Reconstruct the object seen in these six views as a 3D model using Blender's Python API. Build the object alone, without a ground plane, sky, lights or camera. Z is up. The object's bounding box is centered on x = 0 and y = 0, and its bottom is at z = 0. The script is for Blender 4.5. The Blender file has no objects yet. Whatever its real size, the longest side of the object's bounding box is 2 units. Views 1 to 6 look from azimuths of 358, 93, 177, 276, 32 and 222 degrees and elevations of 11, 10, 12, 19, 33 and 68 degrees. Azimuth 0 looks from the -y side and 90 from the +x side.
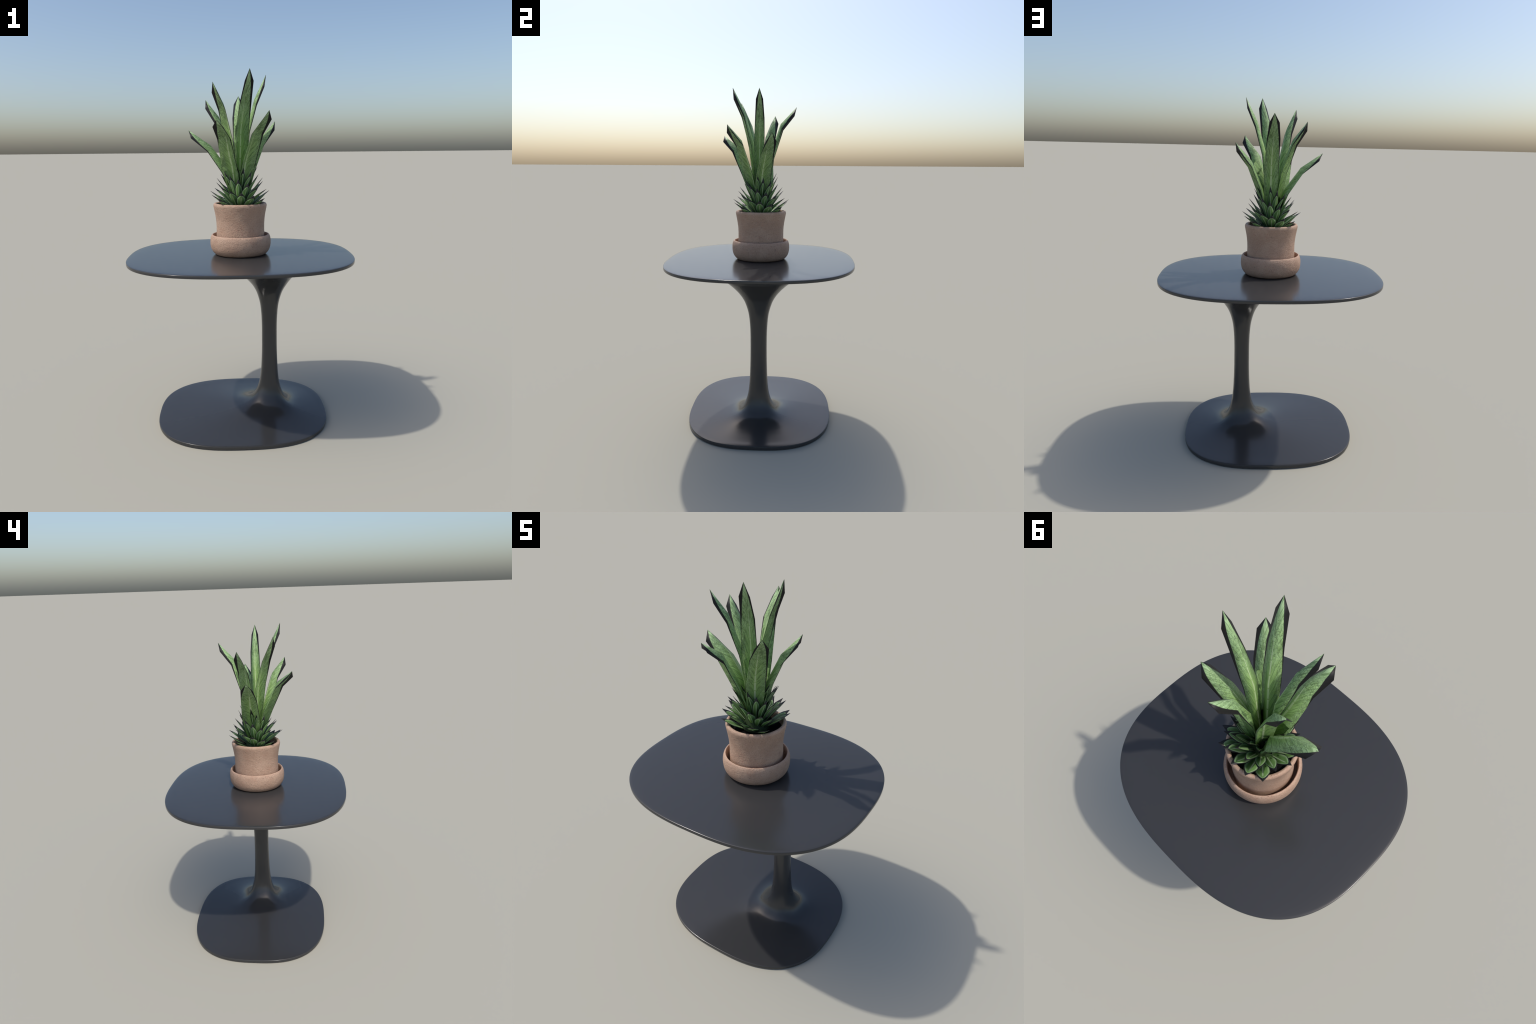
"""A low pedestal side table (rounded-rectangle top, flared stem, rounded-rectangle
foot) carrying a terracotta pot and saucer with an agave-like rosette plant."""
import bpy, bmesh, math, random
from math import sin, cos, pi, radians
from mathutils import Vector, Matrix

random.seed(7)
scene = bpy.context.scene
N_SUPER = 2.63          # superellipse exponent shared by top, foot and stem


# ------------------------------------------------------------------ helpers
def link(obj, parent=None):
    scene.collection.objects.link(obj)
    if parent is not None:
        obj.parent = parent
    return obj


def empty(name, loc=(0, 0, 0)):
    o = bpy.data.objects.new(name, None)
    o.empty_display_size = 0.1
    o.location = loc
    return link(o)


def mesh_object(name, verts, faces, mat, parent, smooth=True, normals=None):
    me = bpy.data.meshes.new(name)
    me.from_pydata([tuple(v) for v in verts], [], faces)
    me.update()
    if smooth:
        me.polygons.foreach_set("use_smooth", [True] * len(me.polygons))
    if normals is not None:
        me.normals_split_custom_set_from_vertices([tuple(n) for n in normals])
    me.materials.append(mat)
    return link(bpy.data.objects.new(name, me), parent)


def superellipse(cx, a, b, z, n=N_SUPER, seg=160):
    pts = []
    for i in range(seg):
        t = 2 * pi * i / seg
        c, s = cos(t), sin(t)
        pts.append(Vector((cx + a * math.copysign(abs(c) ** (2 / n), c),
                           b * math.copysign(abs(s) ** (2 / n), s), z)))
    return pts


def catmull(points, per=8):
    """Smooth curve through tuples of any length (chord-length-limited tangents)."""
    out = []
    n = len(points)
    for i in range(n - 1):
        p0, p1, p2, p3 = points[max(i - 1, 0)], points[i], points[i + 1], points[min(i + 2, n - 1)]
        d01 = max(1e-6, math.dist(p0, p1) ** .5)
        d12 = max(1e-6, math.dist(p1, p2) ** .5)
        d23 = max(1e-6, math.dist(p2, p3) ** .5)
        if i == 0:
            d01 = d12
        if i == n - 2:
            d23 = d12
        for k in range(per):
            u = k / per
            row = []
            for a0, a1, a2, a3 in zip(p0, p1, p2, p3):
                m1 = (a2 - a1) if i == 0 else ((a1 - a0) / d01 - (a2 - a0) / (d01 + d12) + (a2 - a1) / d12) * d12
                m2 = (a2 - a1) if i == n - 2 else ((a2 - a1) / d12 - (a3 - a1) / (d12 + d23) + (a3 - a2) / d23) * d12
                h = u * u * u, u * u
                row.append((2 * h[0] - 3 * h[1] + 1) * a1 + (h[0] - 2 * h[1] + u) * m1
                           + (-2 * h[0] + 3 * h[1]) * a2 + (h[0] - h[1]) * m2)
            out.append(tuple(row))
    out.append(tuple(points[-1]))
    return out


def loft(rings, cap_start=True, cap_end=True):
    verts, faces = [], []
    seg = len(rings[0])
    for r in rings:
        verts += r
    for j in range(len(rings) - 1):
        for i in range(seg):
            k = (i + 1) % seg
            faces.append((j * seg + i, j * seg + k, (j + 1) * seg + k, (j + 1) * seg + i))
    if cap_start:
        faces.append(tuple(reversed(range(seg))))
    if cap_end:
        faces.append(tuple(range((len(rings) - 1) * seg, len(rings) * seg)))
    return verts, faces


def whole_normals(verts, faces):
    me = bpy.data.meshes.new("helper")
    me.from_pydata([tuple(v) for v in verts], [], faces)
    me.update()
    n = [v.normal.copy() for v in me.vertices]
    bpy.data.meshes.remove(me)
    return n


def split_part(name, verts, faces, normals, pick, mat, parent):
    """One region of a seamless surface as an object of its own."""
    used, new = {}, []
    for f in faces:
        if pick(f):
            new.append(tuple(used.setdefault(i, len(used)) for i in f))
    order = sorted(used, key=used.get)
    return mesh_object(name, [verts[i] for i in order], new, mat, parent,
                       normals=[normals[i] for i in order])


# ---------------------------------------------------------------- materials
def new_material(name):
    m = bpy.data.materials.new(name)
    m.use_nodes = True
    nt = m.node_tree
    return m, nt, nt.nodes["Principled BSDF"]


class Graph:
    """Small wrapper that keeps node code readable."""

    def __init__(self, nt):
        self.nt = nt

    def node(self, kind, **props):
        n = self.nt.nodes.new(kind)
        for k, v in props.items():
            setattr(n, k, v)
        return n

    def plug(self, value, socket):
        if isinstance(value, bpy.types.NodeSocket):
            self.nt.links.new(value, socket)
        else:
            socket.default_value = value

    def math(self, op, a, b=0.0, c=0.0, clamp=False):
        n = self.node("ShaderNodeMath", operation=op, use_clamp=clamp)
        for v, s in zip((a, b, c), n.inputs):
            self.plug(v, s)
        return n.outputs[0]

    def smooth(self, x, lo, hi, a=0.0, b=1.0):
        n = self.node("ShaderNodeMapRange", interpolation_type="SMOOTHSTEP")
        for v, s in zip((x, lo, hi, a, b), n.inputs):
            self.plug(v, s)
        return n.outputs[0]

    def mix(self, fac, a, b, blend="MIX"):
        n = self.node("ShaderNodeMix", data_type="RGBA", blend_type=blend)
        self.plug(fac, n.inputs[0])
        self.plug(a, n.inputs[6])
        self.plug(b, n.inputs[7])
        return n.outputs[2]

    def curve(self, x, pts):
        n = self.node("ShaderNodeFloatCurve")
        c = n.mapping.curves[0]
        c.points[0].location, c.points[1].location = pts[0], pts[-1]
        for p in pts[1:-1]:
            c.points.new(*p)
        for p in c.points:
            p.handle_type = "AUTO_CLAMPED"
        n.mapping.update()
        self.plug(x, n.inputs["Value"])
        return n.outputs[0]

    def noise(self, vec, scale, detail=3.0, rough=0.55):
        n = self.node("ShaderNodeTexNoise")
        self.plug(vec, n.inputs["Vector"])
        n.inputs["Scale"].default_value = scale
        n.inputs["Detail"].default_value = detail
        n.inputs["Roughness"].default_value = rough
        return n.outputs["Fac"]


def lacquer_material():
    m, nt, bsdf = new_material("charcoal_lacquer")
    bsdf.inputs["Base Color"].default_value = (.036, .036, .037, 1)
    bsdf.inputs["Roughness"].default_value = .2
    bsdf.inputs["IOR"].default_value = 1.5
    return m


def terracotta_material():
    m, nt, bsdf = new_material("terracotta")
    g = Graph(nt)
    co = g.node("ShaderNodeTexCoord").outputs["Object"]
    broad = g.noise(co, 14, 4)
    drag = g.node("ShaderNodeMapping")                # grain drawn out a little by the wheel
    drag.inputs["Scale"].default_value = (1, 1, 1.35)
    g.plug(co, drag.inputs["Vector"])
    wheel = drag.outputs[0]
    grain = g.noise(wheel, 210, 3, .6)
    red = g.noise(wheel, 60, 3)
    pits = g.noise(wheel, 120, 2, .5)
    col = g.mix(g.smooth(broad, .35, .68), (.415, .268, .188, 1), (.470, .318, .228, 1))
    col = g.mix(g.smooth(red, .60, .72, 0, .50), col, (.43, .215, .160, 1))
    col = g.mix(g.smooth(grain, .52, .70, 0, .55), col, (.27, .165, .115, 1))
    col = g.mix(g.smooth(grain, .28, .45, .40, 0), col, (.60, .43, .33, 1))
    col = g.mix(g.smooth(pits, .65, .75, 0, .50), col, (.16, .10, .075, 1))
    g.plug(col, bsdf.inputs["Base Color"])
    bsdf.inputs["Roughness"].default_value = .60
    bsdf.inputs["Specular IOR Level"].default_value = .35
    bump = g.node("ShaderNodeBump")
    bump.inputs["Strength"].default_value = .8
    bump.inputs["Distance"].default_value = .004
    h = g.math("ADD", g.math("MULTIPLY", g.noise(wheel, 75, 4, .68), .8), g.math("MULTIPLY", grain, .5))
    h = g.math("SUBTRACT", h, g.smooth(pits, .62, .72, 0, .4))
    g.plug(h, bump.inputs["Height"])
    g.plug(bump.outputs[0], bsdf.inputs["Normal"])
    return m


def soil_material():
    m, nt, bsdf = new_material("dark_soil")
    g = Graph(nt)
    co = g.node("ShaderNodeTexCoord").outputs["Object"]
    f = g.noise(co, 90, 4)
    g.plug(g.mix(f, (.003, .003, .003, 1), (.008, .0075, .007, 1)), bsdf.inputs["Base Color"])
    bsdf.inputs["Roughness"].default_value = .9
    bsdf.inputs["Specular IOR Level"].default_value = .1
    return m


SWEEP = .32             # how far the tip swings sideways, in half widths


def tip_sweep(t):
    return SWEEP * min(1.0, max(0.0, (t - .52) / .38)) ** 1.2


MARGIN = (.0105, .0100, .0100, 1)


def long_leaf_material():
    """Leaf space: x across (-1..1 at the widest), y along (0 foot .. 1 tip)."""
    m, nt, bsdf = new_material("long_leaf_green")
    g = Graph(nt)
    co = g.node("ShaderNodeTexCoord").outputs["Object"]
    sep = g.node("ShaderNodeSeparateXYZ")
    g.plug(co, sep.inputs[0])
    t = sep.outputs["Y"]
    swing = g.math("MULTIPLY", g.math("POWER", g.math("DIVIDE", g.math("SUBTRACT", t, .52), .38, clamp=True), 1.2), SWEEP)
    u = g.math("ADD", sep.outputs["X"], swing)
    au = g.math("ABSOLUTE", u)
    rnd = g.node("ShaderNodeObjectInfo").outputs["Random"]
    # leaf-space vector, stretched so that cells come out about square
    comb = g.node("ShaderNodeCombineXYZ")
    g.plug(u, comb.inputs[0])
    g.plug(g.math("MULTIPLY", t, 6.5), comb.inputs[1])
    g.plug(g.math("MULTIPLY", rnd, 9.0), comb.inputs[2])
    flat = comb.outputs[0]
    wob = g.math("MULTIPLY", g.math("SUBTRACT", g.noise(flat, 2.2, 2), .5), .045)
    # green along the leaf: deep at the foot, fresh in the middle, paler at the tip
    along = g.node("ShaderNodeValToRGB")
    el = along.color_ramp.elements
    el[0].position, el[0].color = 0.05, (.095, .195, .046, 1)
    el[1].position, el[1].color = 1.0, (.385, .545, .310, 1)
    for pos, c in ((.32, (.190, .335, .098, 1)), (.60, (.285, .450, .160, 1)), (.80, (.280, .435, .172, 1)), (.92, (.345, .505, .245, 1))):
        e = el.new(pos)
        e.color = c
    g.plug(t, along.inputs[0])
    col = along.outputs[0]
    # long streaks, slanting with the side veins
    sweep = g.math("SUBTRACT", g.math("ADD", t, wob), g.math("MULTIPLY", g.math("POWER", au, .85), .20))
    st = g.node("ShaderNodeCombineXYZ")
    g.plug(g.math("MULTIPLY", au, 1.5), st.inputs[0])
    g.plug(g.math("MULTIPLY", sweep, 30.0), st.inputs[1])
    g.plug(g.math("MULTIPLY", rnd, 7.0), st.inputs[2])
    streak = g.noise(st.outputs[0], 1.5, 4, .6)
    col = g.mix(g.smooth(streak, .42, .64, 0, .68), col, (.095, .175, .052, 1))
    # side veins: chevrons that leave the midrib and sweep towards the tip
    wave = g.math("FRACT", g.math("MULTIPLY", sweep, 15.0))
    vein = g.smooth(g.math("ABSOLUTE", g.math("SUBTRACT", wave, .5)), .0, .10, 1, 0)
    col = g.mix(g.math("MULTIPLY", vein, g.smooth(t, .08, .25, 0, .68)), col, (.055, .110, .030, 1))
    # crackled cells towards the sides and the tip
    vor = g.node("ShaderNodeTexVoronoi", feature="DISTANCE_TO_EDGE")
    g.plug(flat, vor.inputs["Vector"])
    vor.inputs["Scale"].default_value = 7.5
    crack = g.smooth(vor.outputs["Distance"], .015, .085, 1, 0)
    where = g.math("MAXIMUM", g.smooth(au, .40, .62), g.smooth(t, .60, .74))
    where = g.math("MULTIPLY", where, g.math("MULTIPLY", g.smooth(t, .18, .38), g.smooth(t, .93, .88)))
    col = g.mix(g.math("MULTIPLY", g.math("MULTIPLY", crack, where), .88), col, (.055, .100, .035, 1))
    vor2 = g.node("ShaderNodeTexVoronoi")
    g.plug(flat, vor2.inputs["Vector"])
    vor2.inputs["Scale"].default_value = 7.5
    cell = g.node("ShaderNodeSeparateColor")
    g.plug(vor2.outputs["Color"], cell.inputs[0])
    col = g.mix(g.math("MULTIPLY", where, g.math("MULTIPLY", cell.outputs[0], .38)), col, (.390, .560, .300, 1))
    # pale midrib, broken into short lengths
    seg = g.smooth(g.math("FRACT", g.math("MULTIPLY", t, 11.5)), .02, .16)
    ribw = g.curve(t, [(0, .10), (.3, .11), (.5, .10), (.66, .06), (.76, .02), (1, 0.0)])
    rib = g.math("MULTIPLY", g.smooth(g.math("DIVIDE", au, g.math("ADD", ribw, .0005)), .45, 1.1, 1, 0), seg)
    col = g.mix(g.math("MULTIPLY", rib, g.smooth(t, .10, .40, .35, .95)), col, (.520, .620, .400, 1))
    glow = g.math("MULTIPLY", g.smooth(au, .0, .30, 1, 0), g.math("MULTIPLY", g.smooth(t, .22, .45), g.smooth(t, .75, .60)))
    col = g.mix(g.math("MULTIPLY", glow, .40), col, (.360, .520, .170, 1))
    # dusky fleck below the tip
    fleck = g.math("MULTIPLY", g.smooth(g.noise(flat, 3.2, 2), .48, .66),
                   g.smooth(g.math("ABSOLUTE", g.math("SUBTRACT", t, .80)), .09, .02, 0, 1))
    col = g.mix(g.math("MULTIPLY", fleck, .45), col, (.050, .085, .030, 1))
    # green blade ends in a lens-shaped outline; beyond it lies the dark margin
    half = g.curve(t, [(0, .36), (.16, .74), (.40, .955), (.58, .93), (.70, .80), (.80, .625), (.90, .36), (1, .0)])
    edge = g.math("SUBTRACT", half, g.math("ADD", au, g.math("MULTIPLY", wob, .15)))
    col = g.mix(g.smooth(edge, -.02, .025, 1, 0), col, MARGIN)
    g.plug(col, bsdf.inputs["Base Color"])
    bsdf.inputs["Roughness"].default_value = .55
    bsdf.inputs["Specular IOR Level"].default_value = .30
    bump = g.node("ShaderNodeBump")
    bump.inputs["Strength"].default_value = .35
    bump.inputs["Distance"].default_value = .002
    relief = g.math("ADD", g.math("MULTIPLY", g.math("MULTIPLY", crack, where), -.7), g.math("MULTIPLY", vein, -.35))
    g.plug(g.math("MULTIPLY", relief, g.smooth(edge, .0, .04)), bump.inputs["Height"])
    g.plug(bump.outputs[0], bsdf.inputs["Normal"])
    return m


def basal_leaf_material():
    m, nt, bsdf = new_material("basal_leaf_green")
    g = Graph(nt)
    co = g.node("ShaderNodeTexCoord").outputs["Object"]
    sep = g.node("ShaderNodeSeparateXYZ")
    g.plug(co, sep.inputs[0])
    u, t = sep.outputs["X"], sep.outputs["Y"]
    au = g.math("ABSOLUTE", u)
    rnd = g.node("ShaderNodeObjectInfo").outputs["Random"]
    half = g.curve(t, [(0, .58), (.30, .80), (.50, .87), (.60, .75), (.70, .53), (.78, .26), (.83, .0), (1, 0)])
    inside = g.math("SUBTRACT", half, au)
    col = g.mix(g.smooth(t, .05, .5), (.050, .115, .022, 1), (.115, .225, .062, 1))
    st = g.node("ShaderNodeCombineXYZ")
    g.plug(g.math("MULTIPLY", u, 8.0), st.inputs[0])
    g.plug(g.math("MULTIPLY", t, 2.0), st.inputs[1])
    g.plug(g.math("MULTIPLY", rnd, 20.0), st.inputs[2])
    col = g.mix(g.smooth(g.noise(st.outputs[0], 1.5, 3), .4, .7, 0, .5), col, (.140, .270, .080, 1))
    # soft pale rim just inside the margin
    rim = g.math("MULTIPLY", g.smooth(inside, .36, .10, 0, 1), g.smooth(t, .15, .4))
    col = g.mix(g.math("MULTIPLY", rim, .85), col, (.270, .400, .205, 1))
    rib = g.math("MULTIPLY", g.smooth(au, .03, .13, 1, 0), g.smooth(t, .74, .62, 0, 1))
    col = g.mix(g.math("MULTIPLY", rib, .8), col, (.400, .500, .320, 1))
    col = g.mix(g.smooth(inside, -.01, .05, 1, 0), col, MARGIN)
    g.plug(col, bsdf.inputs["Base Color"])
    bsdf.inputs["Roughness"].default_value = .5
    bsdf.inputs["Specular IOR Level"].default_value = .4
    return m


def stalk_material():
    m, nt, bsdf = new_material("stalk_green")
    g = Graph(nt)
    co = g.node("ShaderNodeTexCoord").outputs["Object"]
    g.plug(g.mix(g.noise(co, 60, 3), (.012, .024, .008, 1), (.035, .070, .020, 1)), bsdf.inputs["Base Color"])
    bsdf.inputs["Roughness"].default_value = .6
    return m


STALK = stalk_material()
LACQUER = lacquer_material()
TERRACOTTA = terracotta_material()
SOIL = soil_material()
LONG_LEAF = long_leaf_material()
BASAL_LEAF = basal_leaf_material()

# -------------------------------------------------------------------- table
table = empty("side_table")
table["label"] = "charcoal pedestal side table with rounded rectangular top and foot"
table["category"] = "side table"

TOP_A, TOP_B, FOOT_A, FOOT_B = .6415, .5652, .5035, .4395
STEM_X, STEM_A, STEM_B = .165, .0450, .0492
TOP_Z, RIM_LOW = .9925, .9765

# tabletop: (inset, height) from the middle of the underside round the rim to the top
top_profile = [(.300, .952), (.200, .9620), (.100, .969), (.040, .9722), (.012, .9734), (.003, .9738),
               (.0005, .9744), (.000, .9758), (.000, .9890), (.0007, .9902), (.0025, .9909), (.012, .9915),
               (.025, .9920), (.045, .9924), (.090, .9925), (.20, .9925)]
rings = [superellipse(0, TOP_A - i, TOP_B - i, z, seg=240) for i, z in top_profile]
v, f = loft(rings)
mesh_object("tabletop", v, f, LACQUER, table)

# foot, stem and flare form one surface: (half depth, height) along it
foot_profile = [(.405, .000), (.4355, .000), (.4390, .0008), (.4398, .0022), (.4398, .0165), (.4391, .0186),
                (.4370, .0197), (.428, .0206), (.410, .0218), (.370, .0240), (.310, .0288), (.250, .0352),
                (.200, .0430), (.160, .0535), (.125, .0710), (.100, .0950), (.082, .1260), (.0690, .1640),
                (.0605, .2050), (.0550, .2600), (.0515, .3300), (.0494, .4200), (.0490, .5000), (.0497, .5700),
                (.0528, .6300), (.0592, .6850), (.0690, .7250), (.0850, .7680), (.1070, .8050), (.1330, .8360),
                (.1630, .8650), (.1970, .8920), (.2420, .9180), (.3100, .9480), (.340, .9600)]
dense = catmull(foot_profile, 4)
rings, levels = [], []
half_way = .5
for b, z in dense:
    if z < half_way:
        s = max(0.0, (b - STEM_B) / (FOOT_B - STEM_B))
        a = STEM_A + s * (FOOT_A - STEM_A)
        cx = STEM_X * (1 - s ** 1.38)
    else:
        s = max(0.0, (b - STEM_B) / (TOP_B - STEM_B))
        w = min(1, max(0, (b - .11) / .10))
        a = b * (STEM_A / STEM_B - .055 * w)
        cx = (STEM_X - .010 * w) * (1 - max(0, s - .28) / .72)
    rings.append(superellipse(cx, a, b, z, n=2.35 + .28 * min(1, s * 4), seg=192))
    levels.append(z)
v, f = loft(rings)
nrm = whole_normals(v, f)
seg = 192
cut = next(i for i, (b, z) in enumerate(dense) if z > .105)
first_row = lambda face: min(face) // seg
split_part("base", v, f, nrm, lambda q: first_row(q) < cut and not (len(q) > 4 and min(q) > 0), LACQUER, table)
split_part("stem", v, f, nrm, lambda q: first_row(q) >= cut, LACQUER, table)

# ------------------------------------------------------------- pot, saucer
plant = empty("potted_plant", (0, 0, TOP_Z))
plant["label"] = "agave-like rosette plant in terracotta pot with saucer"
plant["category"] = "potted plant"


def hand_thrown(name, profile, seed, amp):
    """Lathe with the slight unevenness of hand-thrown clay."""
    from mathutils import noise
    seg = 144
    prof = catmull(profile, 5)
    verts, faces = [], []
    for r, z in prof:
        for i in range(seg):
            t = 2 * pi * i / seg
            p = Vector((cos(t), sin(t), 0)) * r + Vector((0, 0, z))
            q = p * 9 + Vector((seed, 0, 0))
            d = amp * (noise.noise(q) + .6 * noise.noise(q * 2.7) + .35 * noise.noise(q * 6.5))
            k = 1.0 if z > TOP_Z + .004 else 0.0
            verts.append(Vector((cos(t), sin(t), 0)) * (r + d * k) + Vector((0, 0, z - TOP_Z + .5 * d * k)))
    n = len(prof)
    for j in range(n - 1):
        for i in range(seg):
            k = (i + 1) % seg
            faces.append((j * seg + i, j * seg + k, (j + 1) * seg + k, (j + 1) * seg + i))
    faces.append(tuple(reversed(range(seg))))
    faces.append(tuple(range((n - 1) * seg, n * seg)))
    return mesh_object(name, verts, faces, TERRACOTTA, plant)


hand_thrown("saucer", [(.100, .9928), (.134, .9930), (.148, .9985), (.161, 1.0120), (.1695, 1.029), (.1738, 1.050),
                       (.1745, 1.069), (.1726, 1.088), (.1684, 1.1015), (.1636, 1.1080), (.1594, 1.1085),
                       (.1566, 1.103), (.1555, 1.090), (.1548, 1.050), (.152, 1.015), (.143, 1.007), (.060, 1.006)],
            3.1, .0007)
hand_thrown("pot", [(.100, 1.0070), (.133, 1.0072), (.1372, 1.018), (.1376, 1.060), (.1374, 1.120), (.1372, 1.155),
                    (.1386, 1.188), (.1432, 1.224), (.1478, 1.249), (.1508, 1.264), (.1522, 1.2735), (.1510, 1.2815),
                    (.1468, 1.2870), (.1405, 1.2880), (.1352, 1.2850), (.1322, 1.2780), (.1308, 1.264), (.1295, 1.240),
                    (.127, 1.220)], 8.4, .0007)

# soil: a low, lumpy disc inside the pot
def soil_disc():
    from mathutils import noise
    seg, rows = 72, 14
    verts, faces = [Vector((0, 0, 1.260 - TOP_Z))], []
    for j in range(1, rows + 1):
        r = .1300 * j / rows
        for i in range(seg):
            t = 2 * pi * i / seg
            h = .004 * noise.noise(Vector((r * cos(t) * 40, r * sin(t) * 40, 2.0)))
            verts.append(Vector((r * cos(t), r * sin(t), 1.248 + .012 * (1 - j / rows) + h - TOP_Z)))
    for i in range(seg):
        faces.append((0, 1 + i, 1 + (i + 1) % seg))
    for j in range(rows - 1):
        a, b = 1 + j * seg, 1 + (j + 1) * seg
        for i in range(seg):
            k = (i + 1) % seg
            faces.append((a + i, b + i, b + k, a + k))
    return mesh_object("soil", verts, faces, SOIL, plant)


soil_disc()


def stalk():
    """Short conical stem from which every leaf springs."""
    seg = 40
    prof = catmull([(.066, 1.240), (.062, 1.270), (.050, 1.310), (.036, 1.350), (.022, 1.385), (.010, 1.405)], 4)
    rings = [[Vector((r * cos(2 * pi * i / seg), r * sin(2 * pi * i / seg), z - TOP_Z)) for i in range(seg)] for r, z in prof]
    v, f = loft(rings)
    return mesh_object("stalk", v, f, STALK, plant)


stalk()


# ------------------------------------------------------------------- leaves
def leaf_shell(rows, thick):
    """rows: list of (left, mid, right) points (the tip row holds one point);
    returns a thin closed blade."""
    verts, faces = [], []
    for r in rows:
        verts += r
    n = len(rows) - 1
    for j in range(n - 1):
        a, b = 3 * j, 3 * (j + 1)
        faces += [(a, a + 1, b + 1, b), (a + 1, a + 2, b + 2, b + 1)]
    a, tip = 3 * (n - 1), 3 * n
    faces += [(a, a + 1, tip), (a + 1, a + 2, tip)]
    nrm = whole_normals(verts, faces)
    m = len(verts)
    back = [p - q * thick for p, q in zip(verts, nrm)]
    allf = list(faces) + [tuple(m + i for i in reversed(q)) for q in faces]
    left = [3 * j for j in range(n)] + [tip]
    right = [3 * j + 2 for j in range(n)] + [tip]
    for e, flip in ((left, False), (right, True)):
        for p, q in zip(e, e[1:]):
            quad = [p, q, m + q, m + p]
            allf.append(tuple(reversed(quad)) if flip else tuple(quad))
    return verts + back, allf


def place_leaf(name, azimuth, ridge, offsets, widths, half_width, mat, thick=.0012, sweep=None, side=0.0):
    """ridge: (radius, height) of the midrib rows in the leaf's own upright plane;
    offsets: (outward, up) from the midrib to the blade edges in that row;
    widths: half width of each row relative to half_width."""
    foot, tip = Vector((ridge[0][0], ridge[0][1])), Vector((ridge[-1][0], ridge[-1][1]))
    chord = tip - foot
    length = chord.length
    e_y = chord / length
    e_z = Vector((-e_y.y, e_y.x))                    # towards the axis and up
    if sweep:                                        # aim so that the swept tip lands on the azimuth
        azimuth -= math.degrees((sweep(1.0) * half_width) / tip.x)
    rows = []
    for (r, z), (dr, dz), w in zip(ridge, offsets, widths):
        p = Vector((r, z)) - foot
        e = p + Vector((dr, dz))
        off = -sweep(p.dot(e_y) / length) * half_width if sweep else 0.0
        mid = Vector((off, p.dot(e_y), p.dot(e_z)))
        if w == 0:
            rows.append([mid])
        else:
            hw = half_width * w
            rows.append([Vector((off - hw, e.dot(e_y), e.dot(e_z))), mid, Vector((off + hw, e.dot(e_y), e.dot(e_z)))])
    verts, faces = leaf_shell(rows, thick)
    # leaf space: x in units of the half width, y and z in units of the length
    verts = [Vector((p.x / half_width, p.y / length, p.z / length)) for p in verts]
    ob = mesh_object(name, verts, faces, mat, plant)
    a = radians(azimuth)
    out = Vector((cos(a), sin(a), 0))
    up = Vector((0, 0, 1))
    y = out * e_y.x + up * e_y.y
    z = out * e_z.x + up * e_z.y
    x = y.cross(z)
    if side:                                         # foot set beside the axis, tip unmoved
        y = (y * length - x * side).normalized()
        x = y.cross(z).normalized()
        z = x.cross(y)
    start = out * foot.x + up * (foot.y - TOP_Z) + out.cross(up) * side
    rot = Matrix((x, y, z)).transposed().to_4x4()
    ob.matrix_basis = (Matrix.Translation(start) @ rot
                       @ Matrix.Diagonal((half_width, length, length, 1)))
    return ob


# azimuth, midrib points (mid, elbow, tip), half width: a spiral of about -68 degrees per leaf
LONG = [
    (0.0,   (.038, 1.690), (.087, 1.860), (.151, 1.987), .0312),
    (290.0, (.044, 1.690), (.099, 1.869), (.170, 1.999), .0370),
    (223.5, (.048, 1.640), (.113, 1.828), (.188, 1.936), .0350),
    (157.7, (.048, 1.590), (.118, 1.765), (.199, 1.862), .0410),
    (89.7,  (.044, 1.600), (.115, 1.800), (.208, 1.896), .0415),
    (20.0,  (.049, 1.490), (.122, 1.642), (.219, 1.743), .0460),
    (311.0, (.056, 1.510), (.140, 1.700), (.240, 1.787), .0465),
    (243.3, (.073, 1.500), (.165, 1.672), (.263, 1.738), .0485),
    (176.5, (.058, 1.470), (.160, 1.611), (.281, 1.694), .0550),
]
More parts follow.
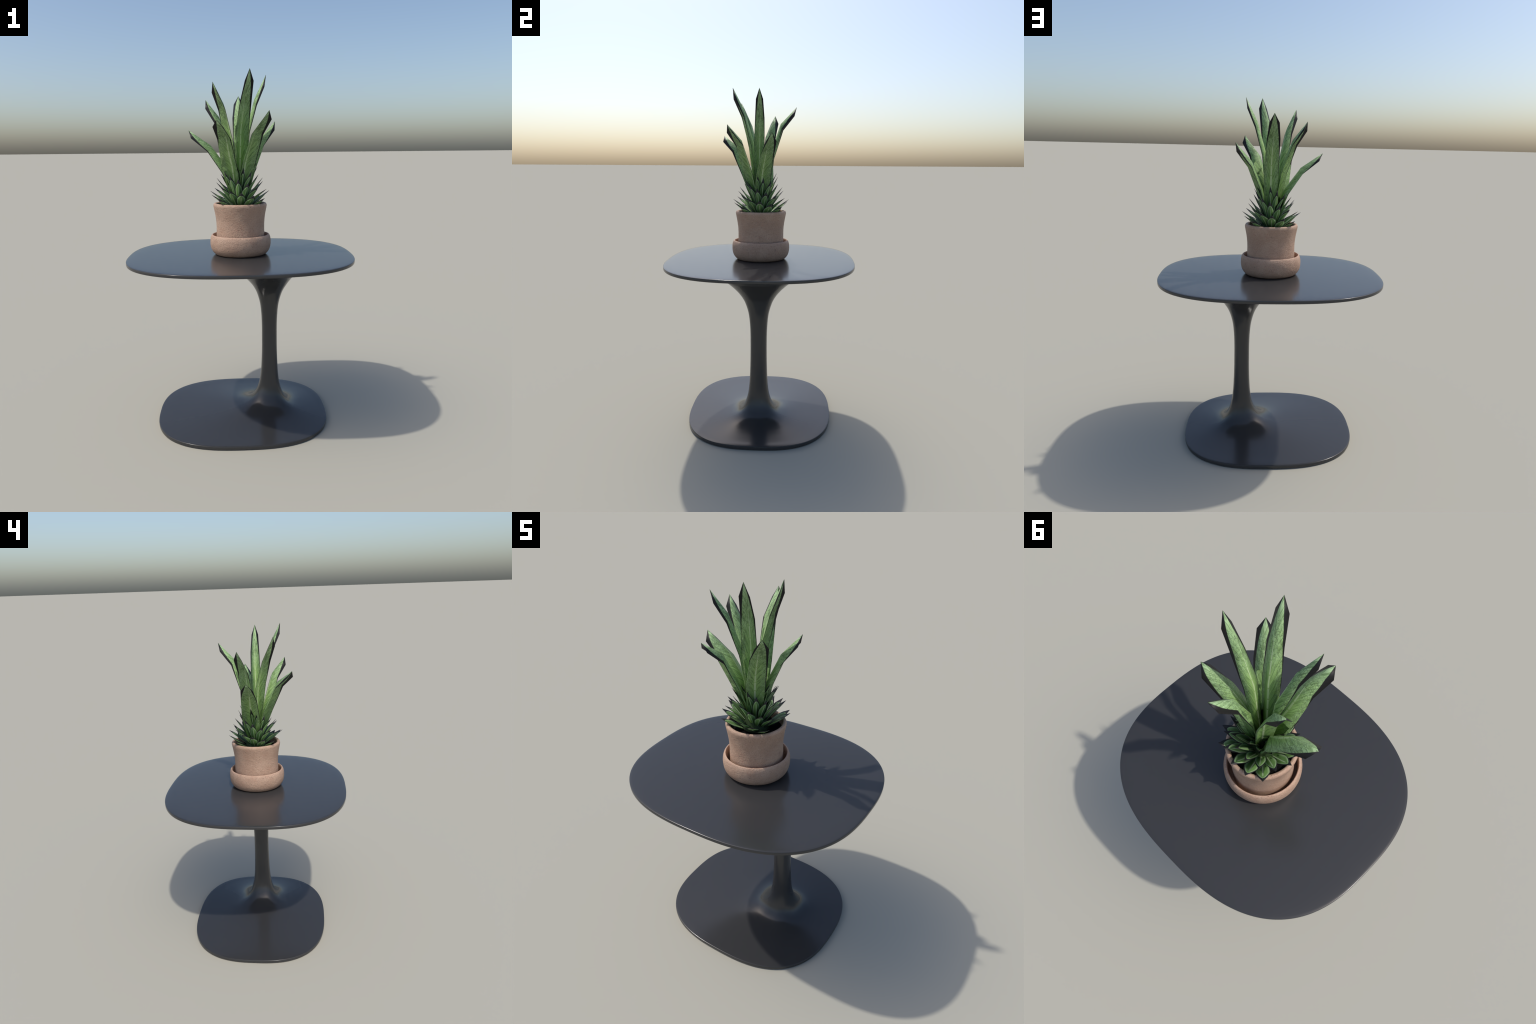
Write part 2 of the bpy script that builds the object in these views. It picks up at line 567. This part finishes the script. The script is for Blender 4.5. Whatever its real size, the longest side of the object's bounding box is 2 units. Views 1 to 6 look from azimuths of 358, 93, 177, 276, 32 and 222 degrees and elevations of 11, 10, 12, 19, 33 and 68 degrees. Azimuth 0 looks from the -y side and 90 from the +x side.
for az, mid, elbow, tip, hw in LONG:
    foot = (.010, 1.275)
    low = (foot[0] + (mid[0] - foot[0]) * .45, foot[1] + (mid[1] - foot[1]) * .45)
    sh = (elbow[0] + (tip[0] - elbow[0]) * .62, elbow[1] + (tip[1] - elbow[1]) * .62)
    place_leaf("leaf", az, [foot, low, mid, elbow, sh, tip],
               [(.006, 0), (.016 * hw / .04, -.002), (.026 * hw / .04, -.010), (.012, -.034), (.020 * hw / .04, -.012), (0, 0)],
               [.40, .82, 1.0, .88, .66, 0], hw, LONG_LEAF, sweep=tip_sweep, side=.009)

# rosette at the foot: four interleaved spiral arms, each climbing by about 25 degrees a leaf
ARM_STEPS = 11


def arm(k):
    """Sizes of leaf k of an arm (0 lowest)."""
    tip_r = [.175, .170, .167, .160, .150, .139, .129, .120, .112, .103, .094][k]
    tip_z = [1.322, 1.340, 1.357, 1.369, 1.387, 1.407, 1.429, 1.450, 1.470, 1.490, 1.512][k]
    g = k / 10
    foot_r, foot_z = .068 - .044 * g, 1.256 + .068 * g
    knee_r = .126 - .0078 * k
    knee_z = 1.284 + .0120 * k
    return (foot_r, foot_z), (knee_r, knee_z), (tip_r, tip_z), [.0310, .0290, .0265, .0250, .0235, .0220, .0205, .0192, .0180, .0170, .0160][k]


basal_mesh = {}
starts = [320, 48, 136, 226]
for base_az in starts:
    for k in range(ARM_STEPS):
        foot, knee, tip, hw = arm(k)
        az = base_az - 23.8 * k
        sh = (knee[0] + (tip[0] - knee[0]) * .50, knee[1] + (tip[1] - knee[1]) * .50)
        if k in basal_mesh:                       # same blade again: share its mesh
            ob = basal_mesh[k].copy()
            link(ob, plant)
            ob.matrix_basis = (Matrix.Rotation(radians(base_az - starts[0]), 4, "Z") @ basal_mesh[k].matrix_basis)
        else:
            up = (-.006, .007)
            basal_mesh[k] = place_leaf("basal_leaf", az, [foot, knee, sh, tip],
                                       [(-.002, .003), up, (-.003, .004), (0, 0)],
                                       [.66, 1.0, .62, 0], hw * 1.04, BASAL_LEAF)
